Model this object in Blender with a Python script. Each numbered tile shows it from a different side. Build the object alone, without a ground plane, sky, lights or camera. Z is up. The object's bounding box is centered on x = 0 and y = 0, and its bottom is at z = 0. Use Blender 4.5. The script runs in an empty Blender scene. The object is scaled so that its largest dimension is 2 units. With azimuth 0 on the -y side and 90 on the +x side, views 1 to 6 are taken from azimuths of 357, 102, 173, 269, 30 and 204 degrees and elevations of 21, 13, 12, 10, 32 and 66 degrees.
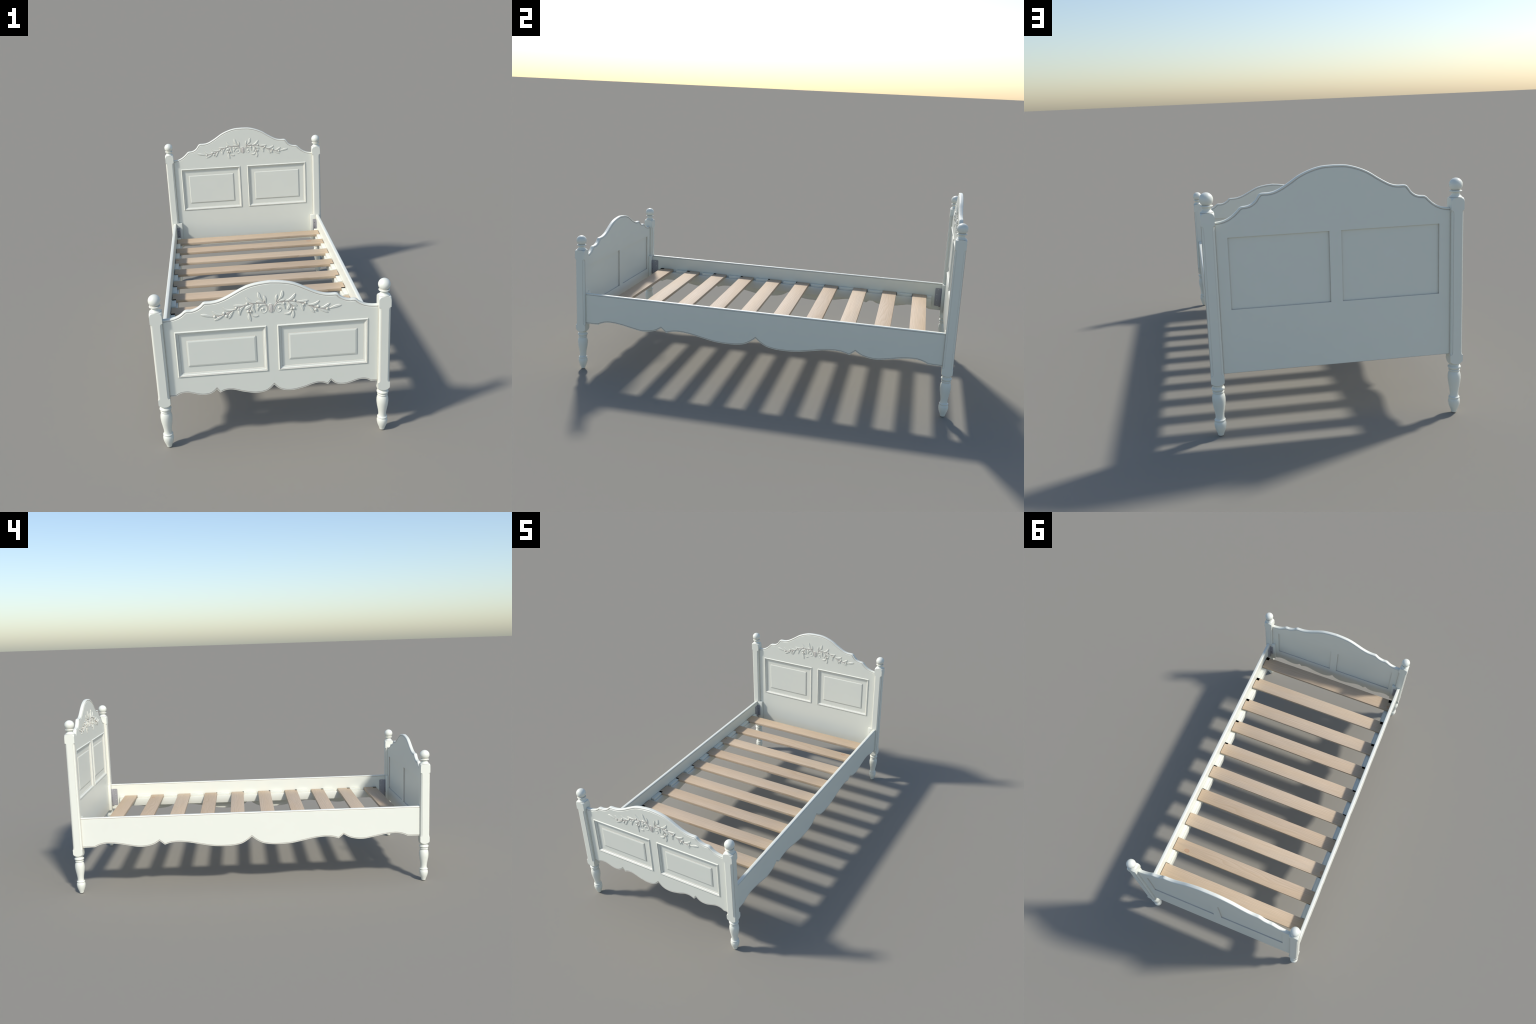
"""White painted single bed: turned posts, scalloped boards with carved olive sprays, slatted base."""
import bpy, bmesh, math, random
from mathutils import Vector, Matrix
from mathutils.geometry import delaunay_2d_cdt

random.seed(7)
COL = bpy.context.scene.collection

# ------------------------------------------------------------------ sizes
POST_X, POST_Y = 0.4878, 0.9733      # post axes
HW = 0.0263                          # half width of the square post
FOOT_Z, HEAD_RISE = 0.0, 0.2305      # the head posts are the foot posts, made longer
FACE, BACK = 0.0090, 0.0115          # board front / back, measured from the post axis
HEAD_FACE, FOOT_FACE = POST_Y - FACE, -POST_Y - FACE

# ------------------------------------------------------------------ materials
def new_mat(name):
    m = bpy.data.materials.new(name)
    m.use_nodes = True
    nt = m.node_tree
    for n in list(nt.nodes):
        nt.nodes.remove(n)
    out = nt.nodes.new("ShaderNodeOutputMaterial")
    b = nt.nodes.new("ShaderNodeBsdfPrincipled")
    nt.links.new(b.outputs[0], out.inputs[0])
    return m, nt, b

def ramp(nt, fac, stops):
    r = nt.nodes.new("ShaderNodeValToRGB")
    el = r.color_ramp.elements
    el[0].position, el[0].color = stops[0][0], (*stops[0][1], 1)
    el[1].position, el[1].color = stops[-1][0], (*stops[-1][1], 1)
    for p, c in stops[1:-1]:
        e = el.new(p); e.color = (*c, 1)
    nt.links.new(fac, r.inputs[0])
    return r.outputs[0]

def mix(nt, fac, a, b, mode="MIX"):
    n = nt.nodes.new("ShaderNodeMix")
    n.data_type, n.blend_type = "RGBA", mode
    for sock, v in ((n.inputs[0], fac), (n.inputs[6], a), (n.inputs[7], b)):
        if hasattr(v, "node"):
            nt.links.new(v, sock)
        else:
            sock.default_value = v if isinstance(v, (int, float)) else (*v, 1)
    return n.outputs[2]

def math_node(nt, op, a, b=None, clamp=False):
    n = nt.nodes.new("ShaderNodeMath")
    n.operation, n.use_clamp = op, clamp
    for sock, v in zip(n.inputs, (a, b)):
        if v is None:
            continue
        if hasattr(v, "node"):
            nt.links.new(v, sock)
        else:
            sock.default_value = v
    return n.outputs[0]

def noise(nt, vec, scale, detail=4, rough=0.55, dist=0.0):
    n = nt.nodes.new("ShaderNodeTexNoise")
    n.inputs["Scale"].default_value = scale
    n.inputs["Detail"].default_value = detail
    n.inputs["Roughness"].default_value = rough
    n.inputs["Distortion"].default_value = dist
    nt.links.new(vec, n.inputs["Vector"])
    return n.outputs[0]

def mapping(nt, vec, scale, loc=(0, 0, 0)):
    n = nt.nodes.new("ShaderNodeMapping")
    n.inputs["Scale"].default_value = scale
    n.inputs["Location"].default_value = loc
    nt.links.new(vec, n.inputs["Vector"])
    return n.outputs[0]

PAINT = (0.785, 0.796, 0.702)
GLAZE = (0.40, 0.315, 0.245)

def paint_material(name, glaze_amount, base=PAINT, glaze=GLAZE):
    """Off-white lacquer with an umber glaze rubbed into the creases."""
    m, nt, b = new_mat(name)
    tc = nt.nodes.new("ShaderNodeTexCoord")
    cloud = noise(nt, tc.outputs["Object"], 9.0, 3)
    col = mix(nt, cloud, tuple(c * 0.985 for c in base), tuple(min(1, c * 1.015) for c in base))
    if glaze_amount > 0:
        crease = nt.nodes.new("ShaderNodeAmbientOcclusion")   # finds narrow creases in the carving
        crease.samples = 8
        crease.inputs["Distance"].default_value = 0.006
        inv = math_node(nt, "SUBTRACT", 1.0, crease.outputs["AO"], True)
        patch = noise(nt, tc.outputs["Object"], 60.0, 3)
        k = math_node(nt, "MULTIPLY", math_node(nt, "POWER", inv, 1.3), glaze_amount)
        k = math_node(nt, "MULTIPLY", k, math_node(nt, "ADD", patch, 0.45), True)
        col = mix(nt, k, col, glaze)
    nt.links.new(col, b.inputs["Base Color"])
    b.inputs["Roughness"].default_value = 0.42
    b.inputs["Specular IOR Level"].default_value = 0.5
    fine = noise(nt, tc.outputs["Object"], 420.0, 2)
    bump = nt.nodes.new("ShaderNodeBump")
    bump.inputs["Strength"].default_value = 0.03
    bump.inputs["Distance"].default_value = 0.0006
    nt.links.new(fine, bump.inputs["Height"])
    nt.links.new(bump.outputs[0], b.inputs["Normal"])
    return m

def wood_material():
    """Pale planed softwood, grain along the slat (object x), with knots where a slat says so."""
    m, nt, b = new_mat("pale_pine")
    tc = nt.nodes.new("ShaderNodeTexCoord")
    info = nt.nodes.new("ShaderNodeObjectInfo")
    shift = nt.nodes.new("ShaderNodeVectorMath"); shift.operation = "MULTIPLY_ADD"
    nt.links.new(info.outputs["Random"], shift.inputs[0])
    shift.inputs[1].default_value = (31.0, 7.3, 11.0)
    nt.links.new(tc.outputs["Object"], shift.inputs[2])
    p = shift.outputs[0]
    # growth rings: bands across the slat, bent by slow noise
    slow = noise(nt, mapping(nt, p, (1.1, 7.0, 7.0)), 1.0, 2)
    sep = nt.nodes.new("ShaderNodeSeparateXYZ"); nt.links.new(tc.outputs["Object"], sep.inputs[0])

    def attr(n):
        a = nt.nodes.new("ShaderNodeAttribute")
        a.attribute_type, a.attribute_name = "OBJECT", f'["{n}"]'
        return a.outputs["Fac"]
    dx = math_node(nt, "MULTIPLY", math_node(nt, "SUBTRACT", sep.outputs["X"], attr("knot_x")), 0.72)
    dy = math_node(nt, "SUBTRACT", sep.outputs["Y"], attr("knot_y"))
    d = math_node(nt, "SQRT", math_node(nt, "ADD", math_node(nt, "MULTIPLY", dx, dx), math_node(nt, "MULTIPLY", dy, dy)))
    near = math_node(nt, "DIVIDE", 0.0016, math_node(nt, "ADD", math_node(nt, "POWER", d, 2.0), 0.0012))
    bend = math_node(nt, "MULTIPLY", near, 0.25)
    wave = math_node(nt, "ADD", math_node(nt, "MULTIPLY", info.outputs["Random"], 9.0), 3.0)
    ring = math_node(nt, "ADD", math_node(nt, "MULTIPLY", sep.outputs["Y"], 105.0), math_node(nt, "MULTIPLY", slow, wave))
    ring = math_node(nt, "ADD", ring, math_node(nt, "MULTIPLY", bend, 9.0))
    ring = math_node(nt, "FRACT", math_node(nt, "MULTIPLY", ring, 1.15))
    late = math_node(nt, "POWER", ring, 2.0)
    broad = noise(nt, mapping(nt, p, (1.6, 16.0, 16.0)), 1.0, 3)
    fibre = noise(nt, mapping(nt, p, (9.0, 420.0, 420.0)), 1.0, 3)
    tone = mix(nt, info.outputs["Random"], WOOD_A, WOOD_B)
    col = mix(nt, math_node(nt, "MULTIPLY", late, 0.55), tone, WOOD_LATE)
    col = mix(nt, ramp(nt, broad, [(0.38, (0, 0, 0)), (0.66, (0.5, 0.5, 0.5))]), col, WOOD_WARM)
    grainy = ramp(nt, fibre, [(0.3, (0.92, 0.915, 0.905)), (0.7, (1.09, 1.09, 1.09))])
    col = mix(nt, 1.0, col, grainy, "MULTIPLY")
    # knot: an orange eye with a darker rim
    eye = ramp(nt, math_node(nt, "DIVIDE", d, 0.03), [(0.0, (0.6, 0.6, 0.6)), (0.10, (0.35, 0.35, 0.35)), (0.30, (0.42, 0.42, 0.42)), (0.36, (1, 1, 1)), (0.43, (0, 0, 0))])
    col = mix(nt, eye, col, (0.52, 0.27, 0.15))
    nt.links.new(col, b.inputs["Base Color"])
    b.inputs["Roughness"].default_value = 0.62
    b.inputs["Specular IOR Level"].default_value = 0.5
    bump = nt.nodes.new("ShaderNodeBump")
    bump.inputs["Strength"].default_value = 0.08
    bump.inputs["Distance"].default_value = 0.0008
    nt.links.new(fibre, bump.inputs["Height"])
    nt.links.new(bump.outputs[0], b.inputs["Normal"])
    return m

WOOD_A, WOOD_B = (0.640, 0.522, 0.388), (0.545, 0.422, 0.298)
WOOD_LATE, WOOD_WARM = (0.45, 0.315, 0.195), (0.585, 0.425, 0.265)

def plain(name, color, rough, metallic=0.0):
    m, nt, b = new_mat(name)
    tc = nt.nodes.new("ShaderNodeTexCoord")
    n = noise(nt, tc.outputs["Object"], 55.0, 4)
    col = mix(nt, n, tuple(c * 0.9 for c in color), tuple(min(1, c * 1.1) for c in color))
    nt.links.new(col, b.inputs["Base Color"])
    b.inputs["Roughness"].default_value = rough
    b.inputs["Metallic"].default_value = metallic
    return m

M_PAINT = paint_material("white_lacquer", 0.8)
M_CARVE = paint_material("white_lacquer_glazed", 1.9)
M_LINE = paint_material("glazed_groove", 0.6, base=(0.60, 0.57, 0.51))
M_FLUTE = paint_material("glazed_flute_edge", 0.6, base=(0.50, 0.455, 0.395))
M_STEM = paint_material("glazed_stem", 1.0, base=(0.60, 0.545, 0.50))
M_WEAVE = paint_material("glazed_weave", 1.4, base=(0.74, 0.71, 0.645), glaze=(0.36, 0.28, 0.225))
M_WOOD = wood_material()
M_STEEL = plain("grey_steel", (0.35, 0.345, 0.355), 0.45, 0.1)
M_SCREW = plain("zinc_screw", (0.72, 0.72, 0.72), 0.35, 0.5)
M_HOLE = plain("dark_screw", (0.09, 0.085, 0.10), 0.5)
M_BLACK = plain("flat_black", (0.001, 0.001, 0.001), 1.0)
M_BLACK.node_tree.nodes["Principled BSDF"].inputs["Specular IOR Level"].default_value = 0.0

# ------------------------------------------------------------------ helpers
def mesh_object(name, verts, faces, mat, parent=None, smooth=35, kinds=None, weld=0.0, flat=(), hard=()):
    me = bpy.data.meshes.new(name)
    me.from_pydata([tuple(v) for v in verts], [], faces)
    mats = mat if isinstance(mat, (list, tuple)) else [mat]
    for mm in mats:
        me.materials.append(mm)
    if kinds:
        me.polygons.foreach_set("material_index", kinds)
    me.shade_smooth()
    bm = bmesh.new(); bm.from_mesh(me)
    bm.faces.ensure_lookup_table(); bm.verts.ensure_lookup_table()
    planes = [bm.faces[i] for i in flat]
    mitres = [e for e in (bm.edges.get((bm.verts[a], bm.verts[b])) for a, b in hard) if e]
    if weld:
        bmesh.ops.remove_doubles(bm, verts=bm.verts, dist=weld)
    bmesh.ops.recalc_face_normals(bm, faces=bm.faces)
    bm.edges.index_update()
    mitres = [e.index for e in mitres if e.is_valid]
    bm.faces.index_update()
    planes = [f.index for f in planes if f.is_valid]
    bm.to_mesh(me); bm.free()
    if smooth is not None:
        me.set_sharp_from_angle(angle=math.radians(smooth))
    for i in mitres:
        me.edges[i].use_edge_sharp = True
    for i in planes:
        me.polygons[i].use_smooth = False
    ob = bpy.data.objects.new(name, me)
    COL.objects.link(ob)
    if parent:
        ob.parent = parent
    return ob

def twin(ob, parent=None, loc=(0, 0, 0), scale=(1, 1, 1), rot=0.0):
    o = ob.copy()
    o.location, o.scale, o.rotation_euler = loc, scale, (0, 0, rot)
    o.parent = parent
    COL.objects.link(o)
    return o

def box(name, lo, hi, mat, parent=None, bevel=0.0008, segs=2):
    bm = bmesh.new()
    bmesh.ops.create_cube(bm, size=1)
    for v in bm.verts:
        v.co = Vector(((lo[i] + hi[i]) / 2 + v.co[i] * (hi[i] - lo[i])) for i in range(3))
    if bevel:
        bmesh.ops.bevel(bm, geom=bm.edges[:], offset=bevel, segments=segs, affect="EDGES", profile=0.5)
    me = bpy.data.meshes.new(name)
    bm.to_mesh(me); bm.free()
    me.materials.append(mat)
    me.shade_smooth(); me.set_sharp_from_angle(angle=math.radians(40))
    ob = bpy.data.objects.new(name, me)
    COL.objects.link(ob)
    ob.parent = parent
    return ob

def lathe(name, profile, mat, parent=None, segs=64, smooth=40):
    verts, faces = [], []
    rings = []
    for r, z in profile:
        if r < 1e-6:
            rings.append([len(verts)]); verts.append((0, 0, z))
        else:
            rings.append(list(range(len(verts), len(verts) + segs)))
            verts += [(r * math.cos(2 * math.pi * i / segs), r * math.sin(2 * math.pi * i / segs), z) for i in range(segs)]
    for a, b in zip(rings, rings[1:]):
        for i in range(segs):
            j = (i + 1) % segs
            if len(a) == 1 and len(b) == 1:
                continue
            if len(a) == 1:
                faces.append((a[0], b[i], b[j]))
            elif len(b) == 1:
                faces.append((a[i], b[0], a[j]))
            else:
                faces.append((a[i], a[j], b[j], b[i]))
    flat = []
    for ring, flip in ((rings[0], True), (rings[-1], False)):
        if len(ring) > 1:
            flat.append(len(faces)); faces.append(tuple(reversed(ring)) if flip else tuple(ring))
    return mesh_object(name, verts, faces, mat, parent, smooth, flat=flat)

def spline(points, step):
    """Catmull-Rom (centripetal-like) through the points, resampled evenly."""
    P = [Vector(p) for p in points]
    if len(P) == 2:
        n = max(2, int((P[1] - P[0]).length / step))
        return [P[0].lerp(P[1], i / n) for i in range(n + 1)]
    ext = [2 * P[0] - P[1]] + P + [2 * P[-1] - P[-2]]
    dense = []
    for i in range(1, len(ext) - 2):
        a, b, c, d = ext[i - 1:i + 3]
        la, lb, lc = (max((q - p).length, 1e-9) for p, q in ((a, b), (b, c), (c, d)))
        m1 = ((b - a) / la * lb + (c - b) / lb * la) / (la + lb) * lb
        m2 = ((c - b) / lb * lc + (d - c) / lc * lb) / (lb + lc) * lb
        for k in range(24):
            t = k / 24
            h = (2*t**3 - 3*t**2 + 1, t**3 - 2*t**2 + t, -2*t**3 + 3*t**2, t**3 - t**2)
            dense.append(b * h[0] + m1 * h[1] + c * h[2] + m2 * h[3])
    dense.append(P[-1])
    cum = [0]
    for p, q in zip(dense, dense[1:]):
        cum.append(cum[-1] + (q - p).length)
    n = max(2, round(cum[-1] / step))
    out, k = [], 0
    for i in range(n + 1):
        s = cum[-1] * i / n
        while k < len(cum) - 2 and cum[k + 1] < s:
            k += 1
        f = (s - cum[k]) / max(cum[k + 1] - cum[k], 1e-12)
        out.append(dense[k].lerp(dense[k + 1], min(max(f, 0), 1)))
    return out

# ------------------------------------------------------------------ edge-moulded boards
# (inset from the outline, depth below the face): rounded bead, a groove, then the face
EDGE = [(0.0, None), (0.0, 0.0054), (0.0003, 0.0037), (0.0011, 0.0021), (0.0025, 0.0010), (0.0044, 0.0004),
        (0.0064, 0.0005), (0.0078, 0.0026), (0.0092, 0.0028), (0.0114, 0.0)]
GROOVE_BANDS = (6, 7)

def clean_corners(loop, reach):
    """Drop samples that an inset would push across a sharp outward corner."""
    n = len(loop)
    keep = [True] * n
    area = sum(loop[i][0].cross(loop[(i + 1) % n][0]) for i in range(n))
    sgn = 1 if area > 0 else -1
    for i in range(n):
        a, b, c = loop[i - 1][0], loop[i][0], loop[(i + 1) % n][0]
        turn = sgn * (b - a).angle_signed(c - b, 0) * -1
        if turn > math.radians(30):
            lim = reach * max(loop[i][1]) * math.tan(turn / 2) * 1.25
            for d in (-1, 1):
                j, run = i, 0.0
                for _ in range(30):
                    k = (j + d) % n
                    run += (loop[k][0] - loop[j][0]).length
                    if run > lim:
                        break
                    keep[k] = False
                    j = k
            keep[i] = True
    return [p for p, k in zip(loop, keep) if k], sgn

def inset_loop(loop, sgn, d, side):
    n, out = len(loop), []
    for i in range(n):
        a, (b, s), c = loop[i - 1][0], loop[i], loop[(i + 1) % n][0]
        u, v = (b - a).normalized(), (c - b).normalized()
        nu, nv = Vector((-u.y, u.x)) * sgn, Vector((-v.y, v.x)) * sgn
        m = (nu + nv)
        m = m / max(m.length_squared / 2, 0.35)
        out.append(b + m * (d * s[side]))
    return out

def board(name, loop, thick, holes, place, mat, parent=None):
    """loop: [(Vector2, (edge scale on the face, edge scale on the back))], holes: rectangles cut right through, place: (u, v, depth) -> xyz.
    depth 0 is the front face, 'thick' the back face."""
    loop, sgn = clean_corners(loop, EDGE[-1][0])
    n = len(loop)
    verts, faces, kinds, flat = [], [], [], []
    rings = []
    mid = thick / 2
    prof = [(d, mid if h is None else min(h, mid)) for d, h in EDGE]
    section = [(d, h, 0) for d, h in reversed(prof)] + [(d, thick - h, 1) for d, h in prof[1:]]
    for d, h, side in section:
        pts = inset_loop(loop, sgn, d, side)
        rings.append((range(len(verts), len(verts) + n), pts))
        verts += [place(p.x, p.y, h) for p in pts]
    last = len(EDGE) - 1
    for k in range(len(section) - 1):
        a, b = rings[k][0], rings[k + 1][0]
        band = last - 1 - k if k < last else k - last
        for i in range(n):
            j = (i + 1) % n
            faces.append((a[i], a[j], b[j], b[i]))
            kinds.append(1 if band in GROOVE_BANDS else 0)
    for (ring, pts), h in ((rings[0], 0.0), (rings[-1], thick)):
        co = list(pts)
        edges = []
        for (x0, z0, x1, z1) in holes:
            s = len(co)
            co += [Vector(q) for q in ((x0, z0), (x1, z0), (x1, z1), (x0, z1))]
            edges += [(s + i, s + (i + 1) % 4) for i in range(4)]
        r = delaunay_2d_cdt(co, edges, [list(range(n)) if sgn > 0 else list(range(n - 1, -1, -1))], 1, 1e-6)
        s = len(verts)
        verts += [place(p.x, p.y, h) for p in r[0]]
        for f in r[2]:
            c = sum((r[0][i] for i in f), Vector((0, 0))) / len(f)
            if any(x0 < c.x < x1 and z0 < c.y < z1 for x0, z0, x1, z1 in holes):
                continue
            flat.append(len(faces)); faces.append(tuple(s + i for i in f)); kinds.append(0)
    for (x0, z0, x1, z1) in holes:
        q = ((x0, z0), (x1, z0), (x1, z1), (x0, z1))
        s = len(verts)
        verts += [place(*p, 0.0) for p in q] + [place(*p, thick) for p in q]
        for i in range(4):
            j = (i + 1) % 4
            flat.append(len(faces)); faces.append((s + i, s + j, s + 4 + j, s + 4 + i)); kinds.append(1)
    return mesh_object(name, verts, faces, mat, parent, 28, kinds, weld=2e-6, flat=flat)

def mirrored(half):
    """Half outline for x >= 0 starting at x = 0 -> full one from -x to +x."""
    return [(-p[0], p[1]) for p in reversed(half)] + list(half[1:])

def outline(top_runs, bottom_runs, top_scale, bottom_scale, step=0.0026):
    """Runs are smooth pieces for x >= 0, joined at corners."""
    def chain(runs):
        pts = []
        for r in runs:
            s = spline([Vector(p) for p in r], step)
            pts += s if not pts else s[1:]
        return pts
    t, b = chain(top_runs), chain(bottom_runs)
    full_b = [Vector((-p.x, p.y)) for p in reversed(b)] + b[1:]
    full_t = t[::-1] + [Vector((-p.x, p.y)) for p in t[1:]]
    return [(p, (bottom_scale, 0.16)) for p in full_b] + [(p, (top_scale, top_scale)) for p in full_t]

END = 0.4780        # boards run a little into the posts
HEAD_TOP = [[(0, 1.0585), (0.050, 1.0556), (0.0912, 1.0450), (0.1343, 1.0266), (0.174, 1.0012), (0.200, 0.9855),
             (0.221, 0.9748), (0.240, 0.9689), (0.257, 0.9669), (0.2715, 0.9670), (0.2800, 0.9664), (0.2868, 0.9636),
             (0.295, 0.9545), (0.306, 0.9393), (0.319, 0.9287), (0.3355, 0.9222), (0.348, 0.9207), (0.3562, 0.9201),
             (0.3628, 0.9175), (0.378, 0.9035), (0.3926, 0.8907), (0.412, 0.8783), (0.4294, 0.8713), (0.4468, 0.8678), (0.4615, 0.8664), (END, 0.8662)]]
HEAD_BOTTOM = [[(0, 0.2615), (END, 0.2615)]]
FOOT_TOP = [[(0, 0.7770), (0.0445, 0.7730), (0.0773, 0.7674), (0.0987, 0.7615), (0.1223, 0.7516), (0.148, 0.7386), (0.1738, 0.7250),
             (0.1954, 0.7146), (0.2171, 0.7065), (0.2345, 0.7022), (0.252, 0.7000), (0.270, 0.6998), (0.2795, 0.6996), (0.2868, 0.6972),
             (0.2958, 0.6884), (0.3089, 0.6785), (0.3265, 0.6709), (0.3397, 0.6680), (0.3545, 0.6686), (0.3625, 0.6678),
             (0.368, 0.6652), (0.3795, 0.6553), (0.3973, 0.6443), (0.415, 0.6382), (0.4373, 0.6345), (0.4615, 0.6335), (END, 0.6335)]]
FOOT_BOTTOM = [[(0, 0.2792), (0.0143, 0.2642), (0.0276, 0.2548), (0.0456, 0.2480), (0.066, 0.2450), (0.0889, 0.2454), (0.117, 0.2509),
                (0.1441, 0.2580), (0.167, 0.2662), (0.1855, 0.2711), (0.200, 0.2724), (0.219, 0.2697), (0.240, 0.2602)],
               [(0.240, 0.2602), (0.254, 0.2787)],
               [(0.254, 0.2787), (0.2679, 0.2660), (0.2816, 0.2588), (0.2999, 0.2554), (0.3183, 0.2556), (0.3413, 0.2604), (0.3643, 0.2680),
                (0.3827, 0.2727), (0.400, 0.2730), (0.415, 0.2698), (0.4315, 0.2598)],
               [(0.4315, 0.2598), (END, 0.2592)]]
RAIL_END = POST_Y - HW + 0.0125      # the rails are let into the posts
RAIL_TOP = [[(0, 0.4345), (RAIL_END, 0.4345)]]
RAIL_BOTTOM = [[(0, 0.2922), (0.021, 0.2755), (0.0548, 0.2560), (0.0976, 0.2462), (0.1535, 0.2434), (0.2243, 0.2474), (0.285, 0.2585),
                (0.368, 0.2740), (0.423, 0.2774), (0.459, 0.2732), (0.4885, 0.2640)],
               [(0.4885, 0.2640), (0.5175, 0.2870)],
               [(0.5175, 0.2870), (0.5457, 0.2703), (0.58, 0.2603), (0.6265, 0.2566), (0.683, 0.2655), (0.738, 0.2763), (0.775, 0.2812),
                (0.8225, 0.2822), (0.854, 0.2752), (0.8785, 0.2640)],
               [(0.8785, 0.2640), (RAIL_END, 0.2628)]]

# ------------------------------------------------------------------ the bed
bed = bpy.data.objects.new("wooden_bed", None)
COL.objects.link(bed)
bed["label"] = "white single bed with turned posts, carved boards and pine slats"
bed["category"] = "single bed"

PANEL_X = (0.0226, 0.4181)
PANEL_Z = {"headboard": (0.5195, 0.8060), "footboard": (0.3530, 0.5748)}

# inward distance, height over the board face
MOULDING = [(-0.0002, -0.0010), (0.0002, 0.0007), (0.0010, 0.0018), (0.0022, 0.0027), (0.0036, 0.0037), (0.0050, 0.0039), (0.0060, 0.0027), (0.0066, 0.0011),
            (0.0074, 0.0008), (0.0080, 0.0012), (0.0090, 0.0006), (0.0102, -0.0008), (0.0111, -0.0024), (0.0117, -0.0030),
            (0.0140, -0.0034), (0.0162, -0.0042), (0.0165, -0.0060), (0.0178, -0.0082)]

def rect_rings(name, rect, profile, place, mat, parent, cap=False, smooth=28, groove=()):
    x0, z0, x1, z1 = rect
    verts, faces, kinds = [], [], []
    for d, h in profile:
        verts += [place(*q, -h) for q in ((x0 + d, z0 + d), (x1 - d, z0 + d), (x1 - d, z1 - d), (x0 + d, z1 - d))]
    for k in range(len(profile) - 1):
        for i in range(4):
            j = (i + 1) % 4
            faces.append((4 * k + i, 4 * k + j, 4 * k + 4 + j, 4 * k + 4 + i))
            kinds.append(1 if k in groove else 0)
    flat = []
    if cap:
        n = 4 * (len(profile) - 1)
        flat = list(range(len(faces))) + [len(faces), len(faces) + 1]
        faces.append((n, n + 1, n + 2, n + 3)); kinds.append(0)
        faces.append((3, 2, 1, 0)); kinds.append(0)
    hard = [(4 * k + i, 4 * k + 4 + i) for k in range(len(profile) - 1) for i in range(4)]
    return mesh_object(name, verts, faces, mat, parent, smooth, kinds, flat=flat, hard=hard)

def make_panelled_board(name, top, bottom, bottom_scale, face_y, chamfer, rise):
    loop = outline(top, bottom, 1.0, bottom_scale)
    thick = FACE + BACK
    place = lambda x, z, d: (x, face_y + d, z)
    z0, z1 = PANEL_Z[name]
    holes = []
    for s in (-1, 1):
        xs = sorted((s * (PANEL_X[0] + 0.0010), s * (PANEL_X[1] - 0.0010)))
        holes.append((xs[0], z0 + 0.001, xs[1], z1 - 0.001))
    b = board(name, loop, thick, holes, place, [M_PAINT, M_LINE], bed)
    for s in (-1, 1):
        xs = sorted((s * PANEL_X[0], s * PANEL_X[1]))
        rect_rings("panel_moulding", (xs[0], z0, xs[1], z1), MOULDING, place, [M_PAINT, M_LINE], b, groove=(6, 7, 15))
        floor, back = -0.0068, -(thick - 0.0065)
        inset, step = 0.0482, 0.0023
        prof = [(0.0006, back), (0.0006, floor), (inset, floor), (inset + 0.0003, floor + step),
                (inset + chamfer, floor + step + rise)]
        rect_rings("panel", (xs[0], z0, xs[1], z1), prof, place, [M_PAINT, M_LINE], b, cap=True, smooth=12, groove=(2,))
    return b

headboard = make_panelled_board("headboard", HEAD_TOP, HEAD_BOTTOM, 0.25, HEAD_FACE, 0.0050, 0.0019)
footboard = make_panelled_board("footboard", FOOT_TOP, FOOT_BOTTOM, 0.70, FOOT_FACE, 0.0074, 0.0020)

# ------------------------------------------------------------------ carved olive spray
# millimetres, origin at the boss in the middle; the left half is the mirror image
LEAVES = [([(22.7, 29), (23.3, 47.1), (27.1, 62.2)], 9.0), ([(33.8, 38.5), (46.2, 54.5), (51.3, 79.5)], 12.2),
          ([(28.3, 29.1), (43.6, 34.1), (61.7, 36.3)], 8.6), ([(60.5, 31.8), (75.8, 33.6), (92.3, 43.7), (104.8, 61.5)], 11.4),
          ([(109, 24.6), (131.6, 23.5), (144, 24), (158.5, 26.2)], 9.2), ([(73.1, 25), (78.4, 8.5), (69.7, -11)], 11.5),
          ([(76, 25.5), (94.2, 14.5), (110.8, 5.0)], 12.6), ([(112.5, 19.8), (126.5, 8.8), (133.8, -4.3), (135.5, -20)], 11.8),
          ([(88.5, -13), (78.7, -26), (68.1, -29.8), (54.6, -28)], 8.1), ([(93.6, -11), (93.9, -31.4), (90.2, -51)], 12.0),
          ([(20.3, 18.4), (41.2, 19.8), (54.2, 9.4), (58.4, -6)], 8.4),
          ([(149.6, 7.8), (173.3, 5.1), (190.5, 8.6), (206.3, 20.8)], 9.2), ([(207.4, -12.4), (226.3, -10.8), (237.1, -5), (251, 5.6)], 9.8),
          ([(250.9, -18.2), (271.5, -12.2), (299.5, -6.5)], 11.0), ([(159.5, 1.5), (170.5, -12.1), (176.8, -23.4), (184.6, -33)], 10.2),
          ([(201, -14.5), (222, -26.2), (243, -36.2)], 9.6)]
BERRIES = [(29.5, 36.3, 3.0), (100.9, 30.6, 5.4), (147.6, 14.9, 5.4), (138.3, 7.3, 5.4), (55, 20.3, 5.4), (86.9, -7.3, 5.3), (97.9, -6.1, 5.9),
           (201, -5.2, 6.0), (190.5, -19.6, 6.4), (240.6, -19.1, 6.0)]
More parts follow.
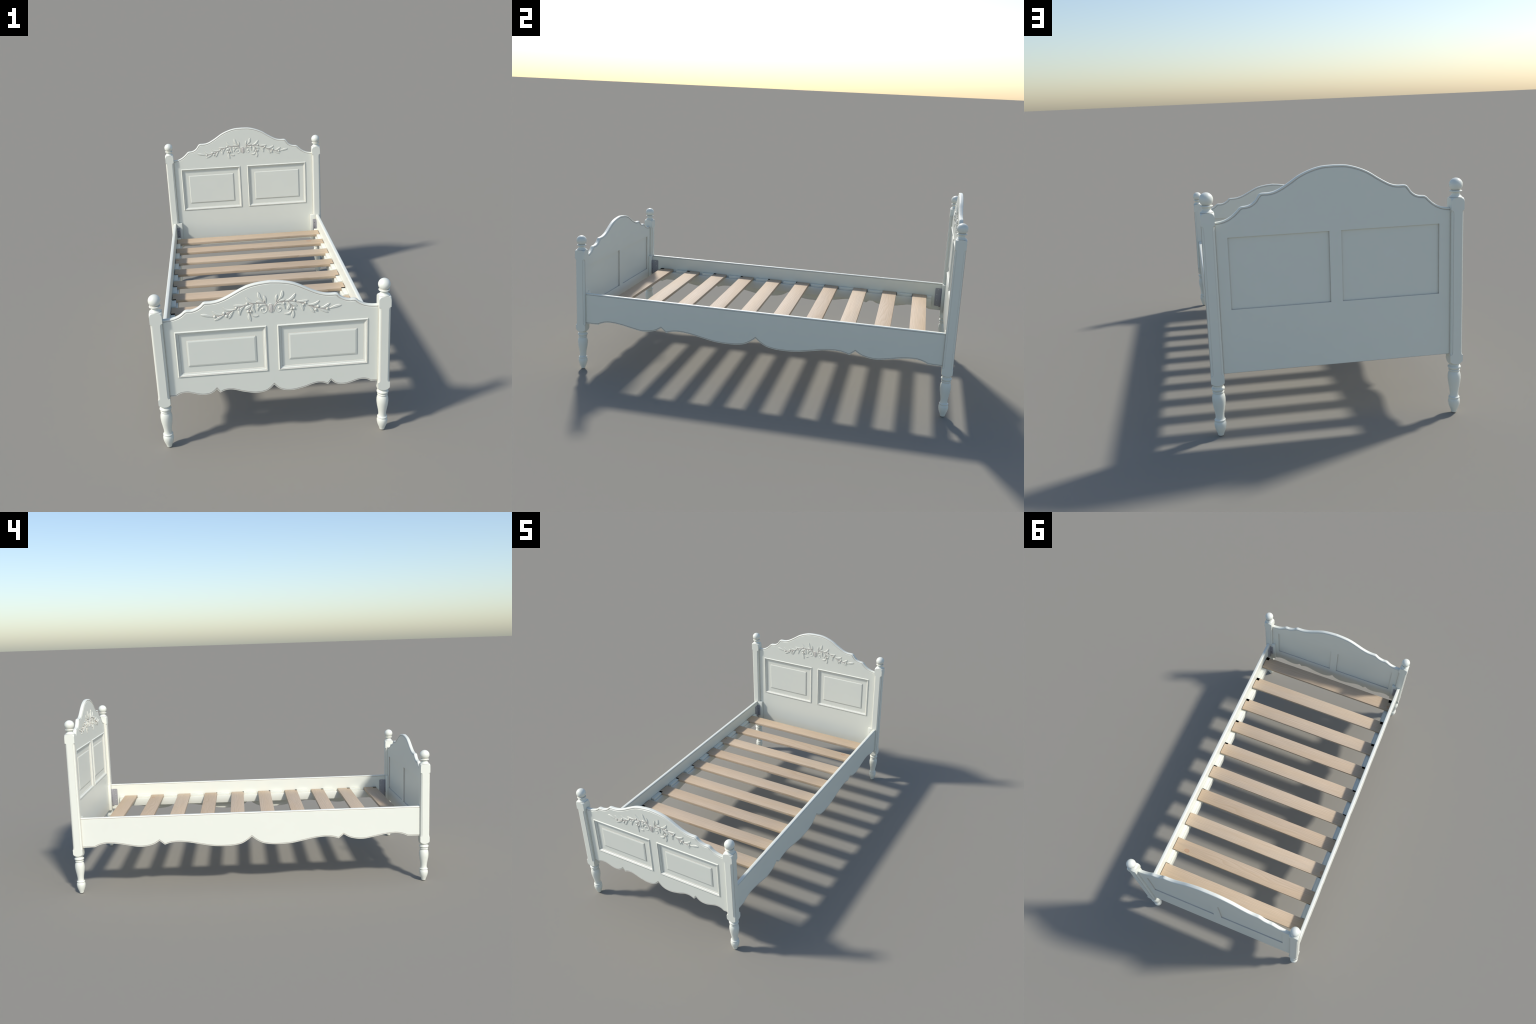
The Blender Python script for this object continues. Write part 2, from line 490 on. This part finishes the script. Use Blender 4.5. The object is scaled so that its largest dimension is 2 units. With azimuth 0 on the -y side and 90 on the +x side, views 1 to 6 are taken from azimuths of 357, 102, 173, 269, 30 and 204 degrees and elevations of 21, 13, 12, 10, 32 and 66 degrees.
STEMS = [[(13.8, 9.6), (20.3, 18.4), (26.3, 27.2), (41.5, 28.2), (60.5, 29.6), (74.7, 29), (93.7, 28), (109.7, 22.6), (124.8, 18.3), (140.9, 12.9),
          (156.9, 5.0), (171.5, -0.2), (185.4, -6.2), (201.6, -13.3), (218, -18.7), (233.6, -19.5), (251.5, -18.2)],
         [(26.3, 27.2), (29.9, 35.2), (34.8, 39.5)], [(74.7, 28.0), (83.8, 13.3), (91.5, 3.3), (91.5, -16.4)], [(171.5, -0.5), (179.6, -7.5), (187, -15)]]
SCROLL = [(41.2, 19.4), (26.9, 16.6), (18.6, 8.0), (17.6, -5.0), (24, -15.2), (34.5, -17.2), (42.2, -11.5), (43.4, -2.3), (38.5, 2.5), (33.5, 1.5)]

def strip(points_mm, half_width, crown, samples, lanes=9):
    """Relief strip following a centre line: returns verts (x, height, z) and faces."""
    line = spline([Vector(p) / 1000 for p in points_mm], 0.0002)
    pts = [line[round(i * (len(line) - 1) / samples)] for i in range(samples + 1)]
    verts, faces = [], []
    for i, p in enumerate(pts):
        t = (pts[min(i + 1, samples)] - pts[max(i - 1, 0)]).normalized()
        nrm = Vector((-t.y, t.x))
        s = i / samples
        for k in range(lanes):
            v = -1 + 2 * k / (lanes - 1)
            q = p + nrm * (half_width(s) * v)
            verts.append((q.x, crown(s, v), q.y))
    for i in range(samples):
        for k in range(lanes - 1):
            a = i * lanes + k
            faces.append((a, a + 1, a + lanes + 1, a + lanes))
    return verts, faces

def leaf_mesh(points, width):
    w = width / 2000 * 1.24
    half = lambda s: w * (0.10 + 0.90 * math.sin(math.pi * min(1, 0.02 + 0.98 * s) ** 1.45) ** 0.62)
    def crown(s, v):
        body = 0.0029 * (0.55 + 0.45 * math.sin(math.pi * (0.15 + 0.7 * s)))
        side = (1 - abs(v) ** 3.2)
        rib = 0.0008 * math.exp(-(v / 0.20) ** 2) * (1 if 0.12 < s < 0.92 else 0.3)
        return -(body * (0.12 + 0.88 * side) - rib) if abs(v) < 0.999 else 0.0006
    return strip(points, half, crown, 22, 13)

def tube_mesh(points, r0, r1, lift, lanes=9, samples=90):
    half = lambda s: (r0 + (r1 - r0) * s)
    crown = lambda s, v: 0.0005 if abs(v) > 0.999 else -(lift * math.sqrt(max(0, 1 - v * v)))
    return strip(points, half, crown, samples, lanes)

def carve(board_object, face_y, rise, source=None):
    """Places one spray on a board; the second board reuses the meshes of the first."""
    made = []
    origin = (0, face_y, 0.653 + rise)
    if source is None:
        items = []
        for pts, w in LEAVES:
            items.append(mesh_object("leaf", *leaf_mesh(pts, w), M_CARVE, None, 50))
        for x, z, r in BERRIES:
            bm = bmesh.new()
            bmesh.ops.create_uvsphere(bm, u_segments=20, v_segments=12, radius=r / 1000)
            for v in bm.verts:
                v.co = Vector((v.co.x + x / 1000, v.co.y * 0.62 - 0.0010, v.co.z + z / 1000))
            me = bpy.data.meshes.new("berry"); bm.to_mesh(me); bm.free()
            me.materials.append(M_CARVE); me.shade_smooth()
            o = bpy.data.objects.new("berry", me); COL.objects.link(o); items.append(o)
        for k, pts in enumerate(STEMS):
            items.append(mesh_object("stem", *tube_mesh(pts, 0.0015, 0.0011, 0.0018, 7, 100 if k == 0 else 20), M_STEM, None, 60))
        items.append(mesh_object("scroll", *tube_mesh(SCROLL, 0.0027, 0.0024, 0.0014, 9, 110), M_CARVE, None, 60))
        bm = bmesh.new()
        bmesh.ops.create_uvsphere(bm, u_segments=20, v_segments=12, radius=0.0052)
        for v in bm.verts:
            v.co = Vector((v.co.x + 0.0345, v.co.y * 0.55 - 0.0004, v.co.z + 0.0008))
        me = bpy.data.meshes.new("scroll_eye"); bm.to_mesh(me); bm.free()
        me.materials.append(M_CARVE); me.shade_smooth()
        o = bpy.data.objects.new("scroll_eye", me); COL.objects.link(o); items.append(o)
        centre = [boss(), boss_frame()]
    else:
        items, centre = source
    for o in items:
        if source is None:
            o.parent, o.location = board_object, origin
            first = o
        else:
            first = twin(o, board_object, origin)
        twin(first, board_object, origin, (-1, 1, 1))
    for o in centre:
        if source is None:
            o.parent, o.location = board_object, origin
        else:
            twin(o, board_object, origin)
    return items, centre

def boss():
    """Oval boss with a woven, basket-like surface: knobs set in a diamond net over a dome."""
    verts, faces = [], []
    a, c = 0.0086, 0.0200
    n, m = 72, 36
    for i in range(m + 1):
        rr = i / m
        for k in range(n):
            ang = 2 * math.pi * k / n
            ex = 0.82
            x = a * rr * math.copysign(abs(math.cos(ang)) ** ex, math.cos(ang))
            z = c * rr * math.copysign(abs(math.sin(ang)) ** ex, math.sin(ang))
            dome = 0.0026 * math.sqrt(max(0, 1 - rr ** 3))
            u, w = (x + z * 0.62) / 0.0050, (x - z * 0.62) / 0.0050
            knob = 0.0014 * abs(math.sin(math.pi * u) * math.sin(math.pi * w)) if rr < 0.93 else 0
            verts.append((x, -(dome + knob) if rr < 0.999 else 0.0006, z))
    for i in range(m):
        for k in range(n):
            j = (k + 1) % n
            faces.append((i * n + k, i * n + j, (i + 1) * n + j, (i + 1) * n + k))
    return mesh_object("woven_boss", verts, faces, M_WEAVE, None, 80, weld=1e-6)

def boss_frame():
    pts = [(-11.0, -13.5), (-11.2, -6), (-11.2, 4), (-10.6, 11.5), (-7.6, 18.2), (-3.2, 21.6), (0, 22.4), (3.2, 21.6), (7.6, 18.2), (10.6, 11.5), (11.2, 4), (11.2, -6), (11.0, -13.5)]
    v, f = tube_mesh(pts, 0.0022, 0.0022, 0.0018, 9, 60)
    return mesh_object("boss_frame", v, f, M_CARVE, None, 60)

spray = carve(footboard, FOOT_FACE, 0.0)
carve(headboard, HEAD_FACE, 0.2575, spray)

# ------------------------------------------------------------------ posts
EASE = 0.0106     # how far the corner flute bites along each face
STOP = 0.0150     # length of the flute's run-out

def post_section(a, step, arc_centre_style, R=None, lanes=9):
    """One quarter (x>0, y>0 corner) of the cross-section, from the +x face to the +y face."""
    if R is not None:
        if R >= HW * math.sqrt(2) - 1e-9:
            return post_section(HW, 0, None)
        aa = math.sqrt(max(0, R * R - HW * HW)) if R > HW else 0.0
        t0 = math.asin(min(1, aa / R))
        rx = HW if R > HW else R
        pts = [(rx, aa), (rx, aa)]
        for i in range(lanes):
            t = t0 + (math.pi / 2 - 2 * t0) * i / (lanes - 1)
            pts.append((R * math.cos(t), R * math.sin(t)))
        return pts + [(aa, rx), (aa, rx)]
    pts = [(HW, a), (HW - step, a)]
    rad = HW - step - a
    for i in range(lanes):
        t = math.pi / 2 * i / (lanes - 1)
        pts.append((a + rad * math.cos(t), a + rad * math.sin(t)))
    return pts + [(a, HW - step), (a, HW)]

def make_post_block(z_top_shift):
    top_flute = 0.6255 + z_top_shift
    bot_flute = 0.2575
    top0 = 0.6520 + z_top_shift            # the shoulder starts here
    rows = []                              # (z, section)
    # lower shoulder: turned radius grows with height
    for i in range(13):
        u = i / 12
        z = 0.2150 + (0.2350 - 0.2150) * u
        R = 0.0215 + (HW * math.sqrt(2) - 0.0215) * math.sin(u * math.pi / 2) ** 0.9
        rows.append((z, post_section(0, 0, None, R)))
    plain_sec = post_section(HW, 0, None)
    rows.append((bot_flute - 0.0001, plain_sec))
    def bite(t):
        a = HW - EASE * t
        return post_section(a, min(0.0013, 0.35 * EASE * t), None)
    N = 10
    for i in range(N + 1):
        u = i / N
        rows.append((bot_flute + STOP * u ** 1.3, bite(math.sqrt(max(1e-4, 1 - (1 - u) ** 2)))))
    for i in range(N, -1, -1):
        u = i / N
        rows.append((top_flute - STOP * u ** 1.3, bite(math.sqrt(max(1e-4, 1 - (1 - u) ** 2)))))
    rows.append((top_flute + 0.0001, plain_sec))
    for i in range(15):
        u = i / 14
        z = top0 + 0.0215 * u
        R = 0.0268 + (HW * math.sqrt(2) - 0.0268) * math.sqrt(max(0, 1 - u ** 2.2))
        rows.append((z, post_section(0, 0, None, R)))
    verts, faces, kinds = [], [], []
    q = len(rows[0][1])
    n = 4 * q
    for z, sec in rows:
        for k in range(4):
            c, s = (1, 0, -1, 0)[k], (0, 1, 0, -1)[k]
            verts += [(x * c - y * s, x * s + y * c, z) for x, y in sec]
    for r in range(len(rows) - 1):
        for i in range(n):
            j = (i + 1) % n
            faces.append((r * n + i, r * n + j, (r + 1) * n + j, (r + 1) * n + i))
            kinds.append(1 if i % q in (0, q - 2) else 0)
    faces.append(tuple(range(n - 1, -1, -1))); kinds.append(0)
    faces.append(tuple(range((len(rows) - 1) * n, len(rows) * n))); kinds.append(0)
    return verts, faces, kinds

def post_object(name, shift):
    v, f, k = make_post_block(shift)
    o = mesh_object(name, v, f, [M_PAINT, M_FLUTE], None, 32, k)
    bm = bmesh.new(); bm.from_mesh(o.data)
    bmesh.ops.dissolve_degenerate(bm, dist=2e-6, edges=bm.edges[:])
    bm.to_mesh(o.data); bm.free()
    o.data.set_sharp_from_angle(angle=math.radians(32))
    return o

def arc_profile(cx, cz, r, a0, a1, n):
    return [(cx + r * math.cos(math.radians(a0 + (a1 - a0) * i / n)), cz + r * math.sin(math.radians(a0 + (a1 - a0) * i / n))) for i in range(n + 1)]

BALL_Z, BALL_R = 0.7232, 0.0266
FINIAL = ([(0.0232, 0.6715), (0.0232, 0.6738), (0.0250, 0.6743), (0.0253, 0.6750)]
          + [(0.0247, 0.6762), (0.0225, 0.6778), (0.0198, 0.6802), (0.0176, 0.6830), (0.0160, 0.6862), (0.0153, 0.6890), (0.0157, 0.6915)]
          + [(0.0180, 0.6936), (0.0212, 0.6950)] + arc_profile(0.0218, 0.6983, 0.0027, -70, 95, 8) + [(0.0178, 0.7012), (0.0170, 0.7028)]
          + arc_profile(0, BALL_Z, BALL_R, -50, 90, 22)[:-1] + [(0, BALL_Z + BALL_R)])
LEG = ([(0, -0.0004), (0.0096, -0.0004), (0.0112, 0.0006), (0.0119, 0.0025), (0.0131, 0.0080), (0.0158, 0.0155), (0.0190, 0.0235), (0.0218, 0.0320), (0.0236, 0.0405),
        (0.0242, 0.0470), (0.0240, 0.0530), (0.0228, 0.0580), (0.0210, 0.0612)]
       + [(0.0204, 0.0622)] + arc_profile(0.0192, 0.0668, 0.0036, -65, 70, 8)
       + [(0.0186, 0.0722), (0.0178, 0.0768), (0.0175, 0.0830), (0.0180, 0.0920), (0.0196, 0.1030), (0.0219, 0.1160), (0.0245, 0.1300), (0.0261, 0.1430),
          (0.0267, 0.1530), (0.0263, 0.1620), (0.0250, 0.1710), (0.0224, 0.1778), (0.0205, 0.1812)]
       + [(0.0202, 0.1824)] + arc_profile(0.0203, 0.1868, 0.0034, -75, 75, 7) + [(0.0208, 0.1908)]
       + arc_profile(0.0199, 0.2003, 0.0067, -72, 72, 12) + [(0.0206, 0.2078), (0.0200, 0.2090), (0.0200, 0.2150), (0.0214, 0.2156)])

post_foot = post_object("bedpost", 0.0)
post_head = post_object("bedpost", HEAD_RISE)
finial = lathe("finial", FINIAL, M_PAINT)
leg = lathe("turned_leg", LEG, M_PAINT)
first = {}
for sy, src, rise in ((-1, post_foot, 0.0), (1, post_head, HEAD_RISE)):
    for sx in (-1, 1):
        loc = (sx * POST_X, sy * POST_Y, 0.0005)
        if src.parent is None:
            p = src; p.parent = bed; p.location = loc
        else:
            p = twin(src, bed, loc)
        for key, o, dz in (("f", finial, rise), ("l", leg, 0.0)):
            if key not in first:
                first[key] = o; o.parent = p; o.location = (0, 0, dz)
            else:
                twin(o, p, (0, 0, dz))

# filler blocks that square the inner corner of each post where the rail meets it
for sy, face in ((-1, FOOT_FACE + FACE + BACK), (1, HEAD_FACE)):
    for sx in (-1, 1):
        b = headboard if sy > 0 else footboard
        xs = sorted((sx * 0.4405, sx * 0.4748))
        inner = sy * (POST_Y - HW - 0.0004)
        outer = face + (0.004 if sy > 0 else -0.004)
        ys = sorted((inner, outer))
        box("corner_block", (xs[0], ys[0], 0.2610), (xs[1], ys[1], 0.4350), M_PAINT, b, 0.0007)

# ------------------------------------------------------------------ side rails
RAIL_OUT, RAIL_IN = 0.4985, 0.4788
for sx in (-1, 1):
    loop = outline(RAIL_TOP, RAIL_BOTTOM, 0.80, 0.72, 0.0034)
    place = lambda y, z, d, sx=sx: (sx * (RAIL_OUT - d), y, z)
    rail = board("side_rail", loop, RAIL_OUT - RAIL_IN, [], place, [M_PAINT, M_LINE], bed)
    xs = sorted((sx * 0.4455, sx * (RAIL_IN + 0.0006)))
    box("slat_support", (xs[0], -0.888, 0.2880), (xs[1], 0.888, 0.3372), M_PAINT, rail, 0.0009)
    # spacer blocks: their pitch is a little shorter than the pitch of the slats
    src = None
    for i in range(11):
        end = -0.8610 + 0.1811 * i
        lo, hi = max(end - 0.0922, -0.888), min(end, 0.888)
        xs = sorted((sx * 0.4545, sx * (RAIL_IN + 0.0006)))
        if i == 0:
            hi = -0.884
            continue
        if i == 10:
            hi = 0.888
            lo = 0.8575
        box("spacer_block", (xs[0], lo, 0.3360), (xs[1], hi, 0.3530), M_PAINT, rail, 0.0006)

# ------------------------------------------------------------------ slats
SLAT_W, SLAT_PITCH, SLAT_Y0 = 0.0842, 0.18385, -0.8408
SLAT_TOP, SLAT_T = 0.3537, 0.0160
slat_src = None
KNOTS = {8: (0.386, 0.0205), 7: (-0.472, 0.012), 0: (-0.472, 0.016)}
for i in range(10):
    y = SLAT_Y0 + SLAT_PITCH * i
    if slat_src is None:
        slat = slat_src = box("slat", (-0.4750, -SLAT_W / 2, -SLAT_T), (0.4750, SLAT_W / 2, 0), M_WOOD, bed, 0.0010)
        slat.location = (0, y, SLAT_TOP)
    else:
        slat = twin(slat_src, bed, (0, y, SLAT_TOP))
    kx, ky = KNOTS.get(i, (9.0, 9.0))
    slat["knot_x"], slat["knot_y"] = kx, ky
    # thin black patch on the foot-side corner of both ends, shrinking towards the head
    ln = 0.0222 - 0.0031 * i
    if ln > 0.002:
        for sx in (-1, 1):
            xs = sorted((sx * 0.4540, sx * 0.4754))
            box("black_corner_patch", (xs[0], -SLAT_W / 2 - 0.0004, -0.004), (xs[1], -SLAT_W / 2 + ln, 0.0004), M_BLACK, slat, 0.0002, 1)

# ------------------------------------------------------------------ steel brackets
def rounded_plate(name, pts, r, thick, place, mat, parent):
    """Plate with two rounded corners (the free edge) in (u, v), thick along depth."""
    (u0, v0), (u1, v1) = pts
    s = 1 if u1 > u0 else -1
    loop = [(u0, v0)]
    for k in range(7):
        t = math.pi / 2 * k / 6
        loop.append((u1 - s * r + s * r * math.sin(t), v0 + r - r * math.cos(t)))
    for k in range(7):
        t = math.pi / 2 * k / 6
        loop.append((u1 - s * r + s * r * math.cos(t), v1 - r + r * math.sin(t)))
    loop.append((u0, v1))
    n = len(loop)
    verts = [place(u, v, 0) for u, v in loop] + [place(u, v, thick) for u, v in loop]
    faces = [tuple(range(n)), tuple(range(2 * n - 1, n - 1, -1))] + [(i, (i + 1) % n, n + (i + 1) % n, n + i) for i in range(n)]
    return mesh_object(name, verts, faces, mat, parent, 30)

def screw(parent, at, axis, r, h, mat, name="screw"):
    prof = [(0, -h), (r, -h), (r, 0), (r * 0.8, h * 0.55), (r * 0.35, h * 0.7), (0, h * 0.7)]
    o = lathe(name, prof, mat, parent, 14)
    o.location = at
    o.rotation_euler = Vector((0, 0, 1)).rotation_difference(Vector(axis)).to_euler()
    return o

rails = {(-1 if o.data.vertices[0].co.x < 0 else 1): o for o in bed.children if o.name.startswith("side_rail")}
for sx in (-1, 1):
    for sy in (-1, 1):
        rail = rails[sx]
        inner = sx * RAIL_IN
        y0 = sy * (POST_Y - HW)
        on_rail = lambda y, z, d, sx=sx, inner=inner: (inner - sx * d, y, z)
        rounded_plate("steel_bracket", ((y0 - sy * 0.0105, 0.2905), (y0 - sy * 0.0395, 0.4035)), 0.0060, 0.0022, on_rail, M_STEEL, rail)
        xs = sorted((inner, inner - sx * 0.0042)); ys = sorted((y0, y0 - sy * 0.0125))
        box("bracket_channel", (xs[0], ys[0], 0.2850), (xs[1], ys[1], 0.4020), M_STEEL, rail, 0.0012)
        xs = sorted((inner, inner - sx * 0.0222)); ys = sorted((y0 - sy * 0.0003, y0 - sy * 0.0030))
        box("bracket_foot", (xs[0], ys[0], 0.3180), (xs[1], ys[1], 0.4040), M_STEEL, rail, 0.0006)
        for dy, z in ((0.0217, 0.3944), (0.0285, 0.3647), (0.0280, 0.3275), (0.0217, 0.2978)):
            screw(rail, (inner - sx * 0.0022, y0 - sy * dy, z), (-sx, 0, 0), 0.0021, 0.0012, M_SCREW)
        for z in (0.3780, 0.3445):
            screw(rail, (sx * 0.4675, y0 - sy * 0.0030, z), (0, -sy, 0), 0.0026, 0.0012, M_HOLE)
